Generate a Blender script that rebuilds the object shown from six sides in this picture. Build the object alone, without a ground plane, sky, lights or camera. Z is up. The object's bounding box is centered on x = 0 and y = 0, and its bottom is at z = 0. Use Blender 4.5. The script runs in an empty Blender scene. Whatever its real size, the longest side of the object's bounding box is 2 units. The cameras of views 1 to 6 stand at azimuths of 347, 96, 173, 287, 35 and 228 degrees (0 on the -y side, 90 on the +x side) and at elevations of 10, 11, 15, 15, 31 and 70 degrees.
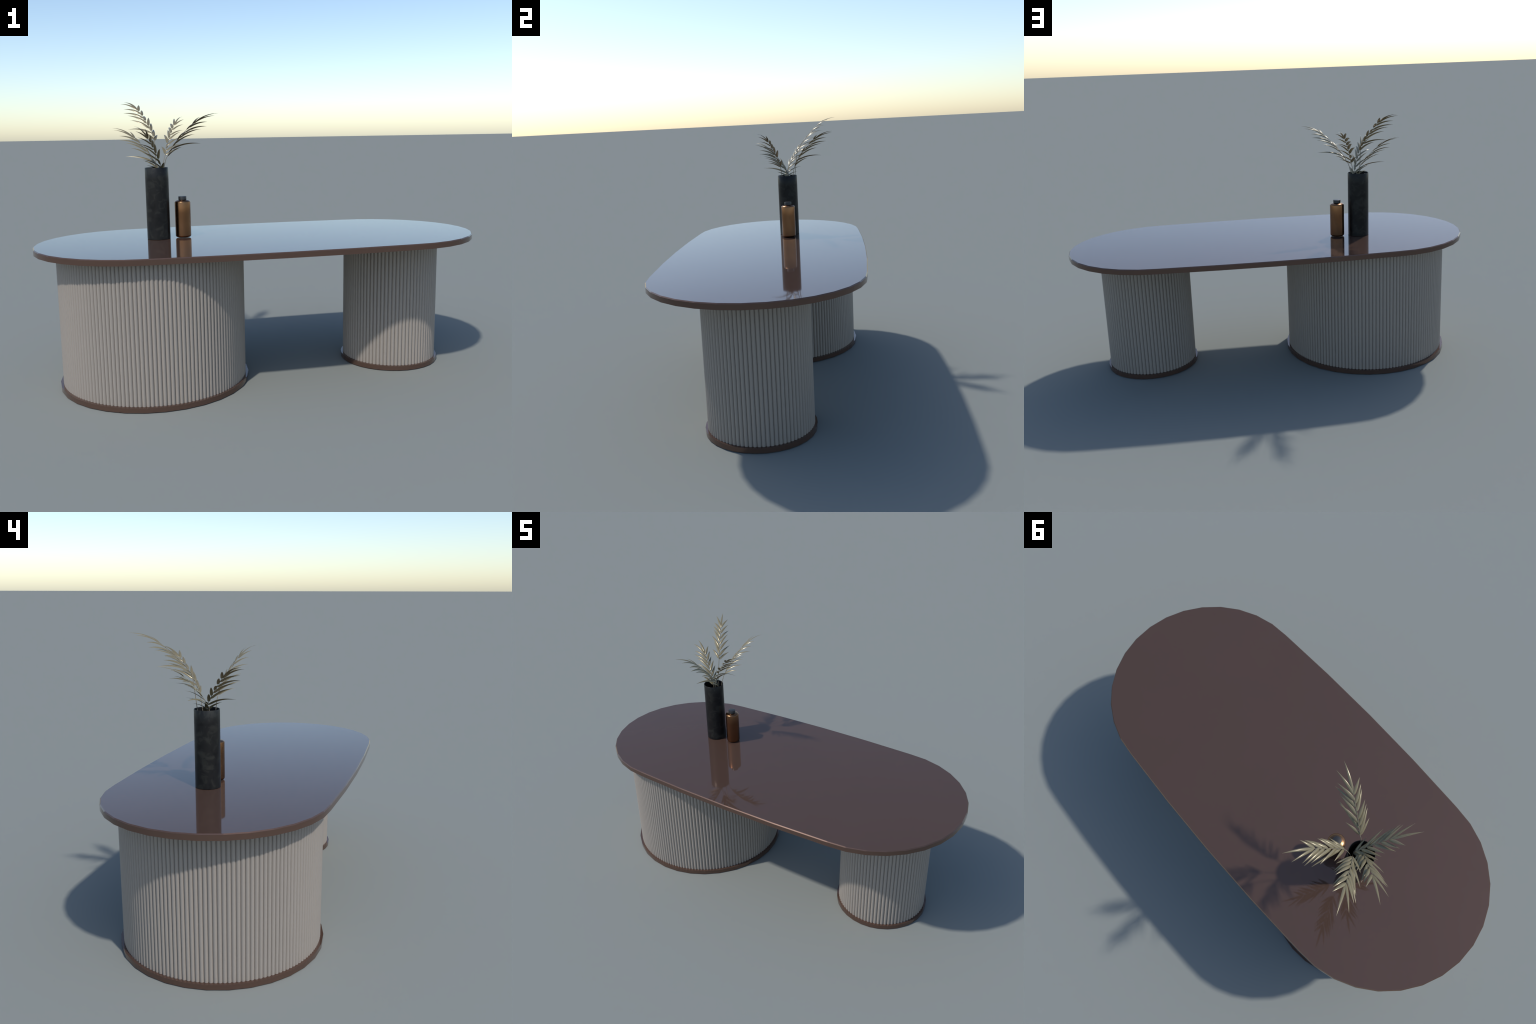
"""Oval pedestal dining table with a tall dark vase of dried palm fronds and a
small bronze bottle.  Everything is built from profiles, outlines and rules."""
import bpy, bmesh, math
from mathutils import Vector, Matrix, Euler

# ----------------------------------------------------------------- sizes (m)
TOP_HALF_STRAIGHT = 0.55     # centre of each end arc
TOP_END_RADIUS = 0.45
TOP_SIDE_BULGE = 0.016       # the long sides swell a little at the middle
TOP_UNDER, TOP_RIM, TOP_Z = 0.6006, 0.6218, 0.6255
TOP_BEVEL = 0.0037       # chamfer on the upper edge

PLINTH_H = 0.020
PEDESTALS = [                # x centre, plinth radius, fluted radius, slats, groove phase (deg)
    dict(x=-0.5012, plinth=0.420, body=0.4075, slats=150, phase=0.0),
    dict(x=0.636, plinth=0.2305, body=0.2204, slats=80, phase=1.6),
]
VASE_AT, VASE_R, VASE_TOP = (-0.4577, 0.0715), 0.0517, 0.9445
BOTTLE_AT = (-0.3463, 0.0756)

# ----------------------------------------------------------------- helpers
def link(obj, parent=None):
    bpy.context.scene.collection.objects.link(obj)
    if parent is not None:
        obj.parent = parent
    return obj

def mesh_object(name, verts, faces, mat, parent=None, smooth_angle=None):
    me = bpy.data.meshes.new(name)
    me.from_pydata([tuple(v) for v in verts], [], faces)
    me.validate(); me.update()
    bm = bmesh.new(); bm.from_mesh(me)
    bmesh.ops.recalc_face_normals(bm, faces=bm.faces)
    if smooth_angle is not None:
        for f in bm.faces:
            f.smooth = True
        lim = math.radians(smooth_angle)
        for e in bm.edges:
            e.smooth = (len(e.link_faces) == 2 and e.calc_face_angle(0.0) < lim)
    bm.to_mesh(me); bm.free()
    me.materials.append(mat)
    return link(bpy.data.objects.new(name, me), parent)

def empty(name, loc=(0, 0, 0)):
    o = bpy.data.objects.new(name, None)
    o.location = loc
    o.empty_display_size = 0.1
    return link(o)

def loft(rings, cap_start=True, cap_end=True):
    """Closed rings of equal length -> verts, faces."""
    n = len(rings[0]); verts = [p for r in rings for p in r]; faces = []
    for i in range(len(rings) - 1):
        for j in range(n):
            k = (j + 1) % n
            faces.append((i * n + j, i * n + k, (i + 1) * n + k, (i + 1) * n + j))
    if cap_start:
        faces.append(tuple(range(n))[::-1])
    if cap_end:
        faces.append(tuple((len(rings) - 1) * n + j for j in range(n)))
    return verts, faces

def ring(r, z, n, x=0.0, y=0.0, a0=0.0):
    return [(x + r * math.cos(a0 + 2 * math.pi * i / n), y + r * math.sin(a0 + 2 * math.pi * i / n), z) for i in range(n)]

def revolve(profile, n):
    """profile of (r, z); r == 0 becomes a pole."""
    verts, faces, idx = [], [], []
    for r, z in profile:
        if r <= 1e-6:
            idx.append([len(verts)] * n); verts.append((0, 0, z))
        else:
            idx.append(list(range(len(verts), len(verts) + n))); verts += ring(r, z, n)
    for a, b in zip(idx[:-1], idx[1:]):
        for j in range(n):
            k = (j + 1) % n
            f = []
            for v in (a[j], a[k], b[k], b[j]):
                if v not in f:
                    f.append(v)
            if len(f) > 2:
                faces.append(tuple(f))
    return verts, faces

def arc(cx, cz, r, a0, a1, n):
    return [(cx + r * math.cos(math.radians(a0 + (a1 - a0) * i / n)),
             cz + r * math.sin(math.radians(a0 + (a1 - a0) * i / n))) for i in range(n + 1)]

# ----------------------------------------------------------------- materials
class Nodes:
    def __init__(self, name):
        self.mat = bpy.data.materials.new(name)
        self.mat.use_nodes = True
        self.t = self.mat.node_tree
        self.bsdf = self.t.nodes["Principled BSDF"]
        self.coord = self.add("ShaderNodeTexCoord")
    def add(self, kind, **inputs):
        n = self.t.nodes.new(kind)
        for k, v in inputs.items():
            n.inputs[k].default_value = v
        return n
    def wire(self, a, b):
        self.t.links.new(a, b)
    def noise(self, scale, detail=3.0, rough=0.5, distortion=0.0, stretch=(1, 1, 1), source="Object"):
        m = self.add("ShaderNodeMapping"); m.inputs["Scale"].default_value = stretch
        self.wire(self.coord.outputs[source], m.inputs["Vector"])
        n = self.add("ShaderNodeTexNoise", Scale=scale, Detail=detail, Roughness=rough, Distortion=distortion)
        self.wire(m.outputs["Vector"], n.inputs["Vector"])
        return n.outputs["Fac"]
    def ramp(self, fac, stops):
        r = self.add("ShaderNodeValToRGB")
        el = r.color_ramp.elements
        while len(el) < len(stops):
            el.new(0.5)
        for e, (p, c) in zip(el, stops):
            e.position = p; e.color = (*c, 1.0)
        self.wire(fac, r.inputs["Fac"])
        return r.outputs["Color"]
    def set(self, **kw):
        for k, v in kw.items():
            self.bsdf.inputs[k.replace("_", " ")].default_value = v
    def bump(self, fac, strength, distance):
        b = self.add("ShaderNodeBump", Strength=strength, Distance=distance)
        self.wire(fac, b.inputs["Height"]); self.wire(b.outputs["Normal"], self.bsdf.inputs["Normal"])

def make_lacquer(name="brown_lacquer", roughness=0.045):
    n = Nodes(name)
    c = n.ramp(n.noise(3.0, 2.0), [(0.3, (0.126, 0.076, 0.057)), (0.7, (0.130, 0.078, 0.059))])
    n.wire(c, n.bsdf.inputs["Base Color"])
    n.set(Metallic=0.50, Roughness=roughness, IOR=1.5)
    return n.mat

def make_slat():
    n = Nodes("pale_greige_wood")
    c = n.ramp(n.noise(60.0, 3.0, stretch=(1, 1, 0.06)), [(0.3, (0.286, 0.251, 0.219)), (0.7, (0.299, 0.263, 0.230))])
    n.wire(c, n.bsdf.inputs["Base Color"])
    n.set(Roughness=0.5)
    return n.mat

def make_groove():
    n = Nodes("groove_dark_greige")
    c = n.ramp(n.noise(60.0), [(0.3, (0.12, 0.108, 0.095)), (0.7, (0.13, 0.117, 0.103))])  # darker greige than the slats, seen on the core in the gaps
    n.wire(c, n.bsdf.inputs["Base Color"])
    n.set(Roughness=0.7)
    return n.mat

def make_vase():
    n = Nodes("charcoal_ceramic")
    big = n.noise(30.0, 3.0, 0.5, 0.9)
    c = n.ramp(big, [(0.34, (0.0065, 0.0067, 0.0072)), (0.42, (0.0095, 0.0096, 0.0100)),
                     (0.53, (0.0110, 0.0112, 0.0112)), (0.57, (0.0165, 0.017, 0.0155)), (0.70, (0.022, 0.0225, 0.020))])
    n.wire(c, n.bsdf.inputs["Base Color"])
    n.bsdf.inputs["Specular IOR Level"].default_value = 0.22
    r = n.ramp(big, [(0.3, (0.30,) * 3), (0.7, (0.42,) * 3)])
    n.wire(r, n.bsdf.inputs["Roughness"])
    return n.mat

def make_vase_inside():
    n = Nodes("dark_vase_inside")
    c = n.ramp(n.noise(20.0), [(0.3, (0.006, 0.006, 0.007)), (0.7, (0.009, 0.009, 0.010))])
    n.wire(c, n.bsdf.inputs["Base Color"])
    n.set(Roughness=0.5)
    return n.mat

def make_bronze():
    n = Nodes("satin_bronze")
    c = n.ramp(n.noise(30.0, 2.0), [(0.3, (0.225, 0.113, 0.056)), (0.7, (0.24, 0.121, 0.060))])
    n.wire(c, n.bsdf.inputs["Base Color"])
    n.set(Metallic=1.0, Roughness=0.27)
    return n.mat

def make_cap():
    n = Nodes("dark_grey_plastic")
    c = n.ramp(n.noise(40.0), [(0.3, (0.018, 0.0185, 0.020)), (0.7, (0.021, 0.0215, 0.023))])
    n.wire(c, n.bsdf.inputs["Base Color"])
    n.set(Roughness=0.42)
    return n.mat

def make_leaf():
    n = Nodes("dried_palm_leaf")
    c = n.ramp(n.noise(28.0, 3.0, 0.5), [(0.3, (0.190, 0.158, 0.090)), (0.7, (0.215, 0.181, 0.106))])
    n.wire(c, n.bsdf.inputs["Base Color"])
    n.set(Metallic=0.20, Roughness=0.29)
    return n.mat

def make_stem():
    n = Nodes("dried_palm_stem")
    c = n.ramp(n.noise(40.0), [(0.3, (0.17, 0.145, 0.105)), (0.7, (0.21, 0.18, 0.13))])
    n.wire(c, n.bsdf.inputs["Base Color"])
    n.set(Roughness=0.45)
    return n.mat

LACQUER, SLAT, GROOVE = make_lacquer(), make_slat(), make_groove()
LACQUER_EDGE = make_lacquer("brown_lacquer_edge", 0.15)
VASE, VASE_IN, BRONZE, CAP = make_vase(), make_vase_inside(), make_bronze(), make_cap()
LEAF, STEM = make_leaf(), make_stem()

# ----------------------------------------------------------------- table
def top_outline(inset=0.0):
    """Stadium: two faceted half circles joined by slightly swollen sides."""
    r = TOP_END_RADIUS - inset
    side = [i / 4 for i in range(1, 4)]
    pts = []
    for sgn in (1, -1):
        for i in range(17):
            a = math.radians(-90 + 11.25 * i)
            pts.append((sgn * (TOP_HALF_STRAIGHT + r * math.cos(a)), sgn * r * math.sin(a)))
        for f in side:
            x = TOP_HALF_STRAIGHT * (1 - 2 * f)
            y = r + TOP_SIDE_BULGE * (1 - (x / TOP_HALF_STRAIGHT) ** 2)
            pts.append((sgn * x, sgn * y))
    return pts

def build_table():
    table = empty("table")
    table["label"] = "oval table, glossy brown top on two fluted drum pedestals"
    table["category"] = "dining table"
    outer, inner = top_outline(), top_outline(TOP_BEVEL)
    v, f = loft([[(x, y, TOP_UNDER) for x, y in outer], [(x, y, TOP_RIM) for x, y in outer],
                 [(x, y, TOP_Z) for x, y in inner]])
    top = mesh_object("tabletop", v, f, LACQUER, table, smooth_angle=30)
    top.data.materials.append(LACQUER_EDGE)
    for p in top.data.polygons:     # the chamfer keeps crisp facets and a softer polish
        zs = [top.data.vertices[i].co.z for i in p.vertices]
        if max(zs) > TOP_RIM + 1e-4 and min(zs) < TOP_RIM + 1e-4:
            p.use_smooth = False
            p.material_index = 1

    for ped in PEDESTALS:
        R, n = ped["body"], ped["slats"]
        depth = 0.0052
        v, f = loft([ring(ped["plinth"], 0.0, 32), ring(ped["plinth"], PLINTH_H, 32)])
        base = mesh_object("plinth", v, f, LACQUER, table, smooth_angle=30)
        base.location = (ped["x"], 0, 0)
        v, f = loft([ring(R - depth - 0.001, PLINTH_H + 0.0005, 96), ring(R - depth - 0.001, TOP_UNDER - 0.0005, 96)])
        core = mesh_object("pedestal", v, f, GROOVE, table, smooth_angle=30)
        core.location = (ped["x"], 0, 0)
        # one convex slat, cross-section in polar form about the pedestal axis
        half = math.pi / n * 0.94
        section = []
        steps = 12
        for i in range(steps + 1):
            t = -1 + 2 * i / steps
            t = math.copysign(abs(t) ** 0.8, t)
            rr = R - depth * abs(t) ** 2.2
            section.append((rr * math.cos(t * half), rr * math.sin(t * half)))
        for t in (1.0, -1.0):
            rr = R - depth - 0.004
            section.append((rr * math.cos(t * half), rr * math.sin(t * half)))
        v, f = loft([[(x, y, PLINTH_H + 0.0003) for x, y in section], [(x, y, TOP_UNDER - 0.0003) for x, y in section]])
        first = mesh_object("slat", v, f, SLAT, core, smooth_angle=35)
        for i in range(n):
            s = first if i == 0 else link(first.copy(), core)
            s.rotation_euler = (0, 0, math.pi + math.radians(ped["phase"]) + (i + 0.5) * 2 * math.pi / n)
    return table

# ----------------------------------------------------------------- vase
def build_vase():
    h = VASE_TOP - TOP_Z
    wall = 0.0022
    prof = [(0, 0), (VASE_R - 0.0015, 0), (VASE_R, 0.0015)]
    prof += [(VASE_R, h * k / 6) for k in range(1, 6)]
    prof += [(VASE_R, h - 0.0008), (VASE_R - 0.0004, h - 0.0002), (VASE_R - 0.0010, h), (VASE_R - wall, h - 0.0006)]
    v, f = revolve(prof, 72)
    vase = mesh_object("vase", v, f, VASE, smooth_angle=40)
    vase.location = (*VASE_AT, TOP_Z + 0.0002)
    vase["label"] = "tall slim cylindrical vase of mottled charcoal ceramic"
    vase["category"] = "vase"
    r = VASE_R - wall
    v, f = revolve([(r, h - 0.0006), (r, 0.5 * h), (r, 0.006), (0, 0.006)], 72)
    me_in = mesh_object("vase_lining", v, f, VASE_IN, vase, smooth_angle=40)
    me_in.data.flip_normals()
    return vase

# ----------------------------------------------------------------- bottle
def build_bottle():
    R = 0.0355
    prof = [(0, 0.0), (0.014, 0.0), (R - 0.0085, 0.0002)]
    prof += arc(R - 0.0085, 0.0087, 0.0085, -80, 0, 7)
    prof += [(R, 0.06), (R, 0.11)]
    prof += [(R, 0.1598), (R - 0.0004, 0.1612), (R - 0.0014, 0.1626), (R - 0.0045, 0.1650), (R - 0.0095, 0.1674),
             (R - 0.0150, 0.1688), (0.0168, 0.1694), (0.0160, 0.1700), (0.0160, 0.1740), (0, 0.1740)]
    v, f = revolve(prof, 64)
    body = mesh_object("bottle", v, f, BRONZE, smooth_angle=50)
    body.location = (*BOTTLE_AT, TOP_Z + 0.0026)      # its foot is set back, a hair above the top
    body["label"] = "small round shouldered bronze bottle with dark screw cap"
    body["category"] = "bottle"
    r, z0, z1 = 0.0183, 0.1698, 0.1850
    v, f = revolve([(0, z0), (r - 0.0006, z0), (r, z0 + 0.0006), (r, z1 - 0.001), (r - 0.0003, z1 - 0.0003),
                    (r - 0.001, z1), (0, z1)], 64)
    mesh_object("cap", v, f, CAP, body, smooth_angle=40)
    return body

# ----------------------------------------------------------------- palm fronds
# frond frame: x = heading, y = left, z = up; origin at the lowest leaflet pair
SPINE = [(0.000, 0.000), (0.010, 0.020), (0.0245, 0.040), (0.042, 0.060), (0.061, 0.0795),
         (0.081, 0.099), (0.101, 0.1165), (0.119, 0.131), (0.128, 0.1375)]
# base (x, z) on the spine and tip (x, y, z); y > 0 left, y < 0 right
LEAFLETS = [
    ((0.128, 0.1370), (0.235, 0.000, 0.1715)),
    ((0.120, 0.1310), (0.211, 0.035, 0.1630)),
    ((0.100, 0.1160), (0.1735, 0.042, 0.1380)),
    ((0.080, 0.0955), (0.168, 0.049, 0.1195)),
    ((0.0545, 0.072), (0.1425, 0.043, 0.1080)),
    ((0.033, 0.0490), (0.110, 0.0495, 0.0870)),
    ((0.0145, 0.025), (0.139, 0.045, 0.0460)),
    ((0.000, 0.0010), (0.052, 0.0405, 0.0330)),
    ((0.117, 0.1290), (0.165, -0.035, 0.1580)),
    ((0.090, 0.1075), (0.147, -0.037, 0.1335)),
    ((0.067, 0.0850), (0.137, -0.0405, 0.1060)),
    ((0.043, 0.0615), (0.0975, -0.040, 0.0990)),
    ((0.0235, 0.0385), (0.087, -0.045, 0.0735)),
    ((0.004, 0.0130), (0.0785, -0.050, 0.0445)),
    ((-0.002, -0.004), (0.045, -0.049, 0.0200)),
]
FRONDS = [   # base x, y, z, heading (deg), scale, extra lift (rad), stem at the vase mouth, stem foot
    dict(at=(-0.4069, 0.0403, 0.9987), az=-24.23, s=1.001, lift=0.0219, mouth=(-0.4262, 0.0447, 0.9445), foot=(-0.475, 0.065, 0.640)),
    dict(at=(-0.4332, 0.0842, 0.9308), az=-123.64, s=1.015, lift=0.0745, mouth=(-0.4335, 0.0860, 0.9200), foot=(-0.445, 0.100, 0.640)),
    dict(at=(-0.4105, 0.1206, 1.0026), az=61.74, s=0.984, lift=0.0031, mouth=(-0.4250, 0.1040, 0.9445), foot=(-0.470, 0.050, 0.640)),
    dict(at=(-0.4564, 0.1303, 1.0681), az=119.54, s=1.010, lift=-0.0042, mouth=(-0.4555, 0.1134, 0.9445), foot=(-0.452, 0.080, 0.640)),
    dict(at=(-0.4526, 0.0640, 0.9421), az=147.07, s=0.977, lift=0.0507, mouth=(-0.4515, 0.0640, 0.9300), foot=(-0.440, 0.060, 0.640)),
]

def catmull(pts, per):
    out = []
    P = [pts[0] * 2 - pts[1]] + pts + [pts[-1] * 2 - pts[-2]]
    for i in range(1, len(P) - 2):
        for k in range(per):
            t = k / per
            out.append(0.5 * ((2 * P[i]) + (P[i + 1] - P[i - 1]) * t + (2 * P[i - 1] - 5 * P[i] + 4 * P[i + 1] - P[i + 2]) * t * t
                              + (3 * P[i] - P[i - 1] - 3 * P[i + 1] + P[i + 2]) * t ** 3))
    out.append(pts[-1])
    return out

def tube(path, radius, sides=8):
    rings = []
    for i, p in enumerate(path):
        d = (path[min(i + 1, len(path) - 1)] - path[max(i - 1, 0)]).normalized()
        a = d.cross(Vector((0, 1, 0)))
        a = a.normalized() if a.length > 1e-4 else Vector((1, 0, 0))
        b = d.cross(a)
        r = radius(i / (len(path) - 1))
        rings.append([p + a * (r * math.cos(2 * math.pi * j / sides)) + b * (r * math.sin(2 * math.pi * j / sides)) for j in range(sides)])
    return loft(rings)

def leaflet_mesh(base, tip, index):
    """Lance-shaped blade: rounded foot, widest near a third, long point, arched along its length."""
    b = Vector((base[0], 0.0, base[1])); t = Vector(tip)
    chord = t - b; L = chord.length
    side = 0 if abs(tip[1]) < 0.01 else math.copysign(1, tip[1])
    frond_normal = Vector((-0.70, 0.0, 0.71))
    up = (frond_normal * 0.35 + Vector((0, 0, 1))).normalized()
    ctrl = b + chord * 0.45 + up * (0.185 * L)
    normal = (frond_normal + Vector((0, 0.24 if side > 0 else 0.25, 0))).normalized()
    width = 0.0066 if L > 0.085 else 0.0063
    if index < 2:
        width *= 0.82
    N, C = 18, 8
    tops, bots = [], []
    for i in range(N + 1):
        s = i / N
        s = s ** 1.25
        p = b * (1 - s) ** 2 + ctrl * (2 * s * (1 - s)) + t * s * s
        d = ((ctrl - b) * (2 * (1 - s)) + (t - ctrl) * (2 * s)).normalized()
        n = (normal - d * normal.dot(d)).normalized()
        w = d.cross(n).normalized()
        prof = min(1.0, math.sqrt(max(0.0, s) / 0.12)) if s < 0.12 else 1.0
        prof *= 1.0 if s < 0.30 else max(0.0, 1 - ((s - 0.30) / 0.70) ** 1.6)
        hw = max(width * prof, 0.00012)
        th = 0.00035 * max(prof, 0.25)
        cup = 0.35 * hw
        row_t, row_b = [], []
        for j in range(C + 1):
            q = -1 + 2 * j / C
            base_pt = p + w * (hw * q) - n * (cup * q * q)
            e = th * (1 - q * q)
            row_t.append(base_pt + n * e); row_b.append(base_pt - n * e)
        tops.append(row_t); bots.append(row_b)
    rings = []
    for rt, rb in zip(tops, bots):
        rings.append(rt + rb[-2:0:-1])
    return loft(rings)

def build_bouquet():
    bouquet = empty("palm_bouquet", (*VASE_AT, 0.640))
    bouquet["label"] = "five arching dried beige palm fronds with narrow leaflets"
    bouquet["category"] = "dried plant"
    blades = []
    for i, (b, t) in enumerate(LEAFLETS):
        v, f = leaflet_mesh(b, t, i)
        o = mesh_object("leaflet", v, f, LEAF, smooth_angle=75)
        blades.append(o.data)
        bpy.data.objects.remove(o)
    root = Vector(bouquet.location)
    for fr in FRONDS:
        M = (Matrix.Translation(fr["at"]) @ Euler((0, -fr["lift"], math.radians(fr["az"]))).to_matrix().to_4x4()
             @ Matrix.Scale(fr["s"], 4))
        inv = M.inverted()
        spine = [Vector((x, 0, z)) for x, z in SPINE]
        foot = inv @ Vector(fr["foot"]); mouth = inv @ Vector(fr["mouth"])
        low = [foot, mouth]
        path = catmull(low + spine, 5)
        v, f = tube(path, lambda t: 0.0016 - 0.0011 * t)
        frond = mesh_object("frond", v, f, STEM, bouquet, smooth_angle=60)
        frond.location = Vector(fr["at"]) - root
        frond.rotation_euler = (0, -fr["lift"], math.radians(fr["az"]))
        frond.scale = (fr["s"],) * 3
        for me in blades:
            link(bpy.data.objects.new("leaflet", me), frond)
    return bouquet

build_table()
build_vase()
build_bottle()
build_bouquet()
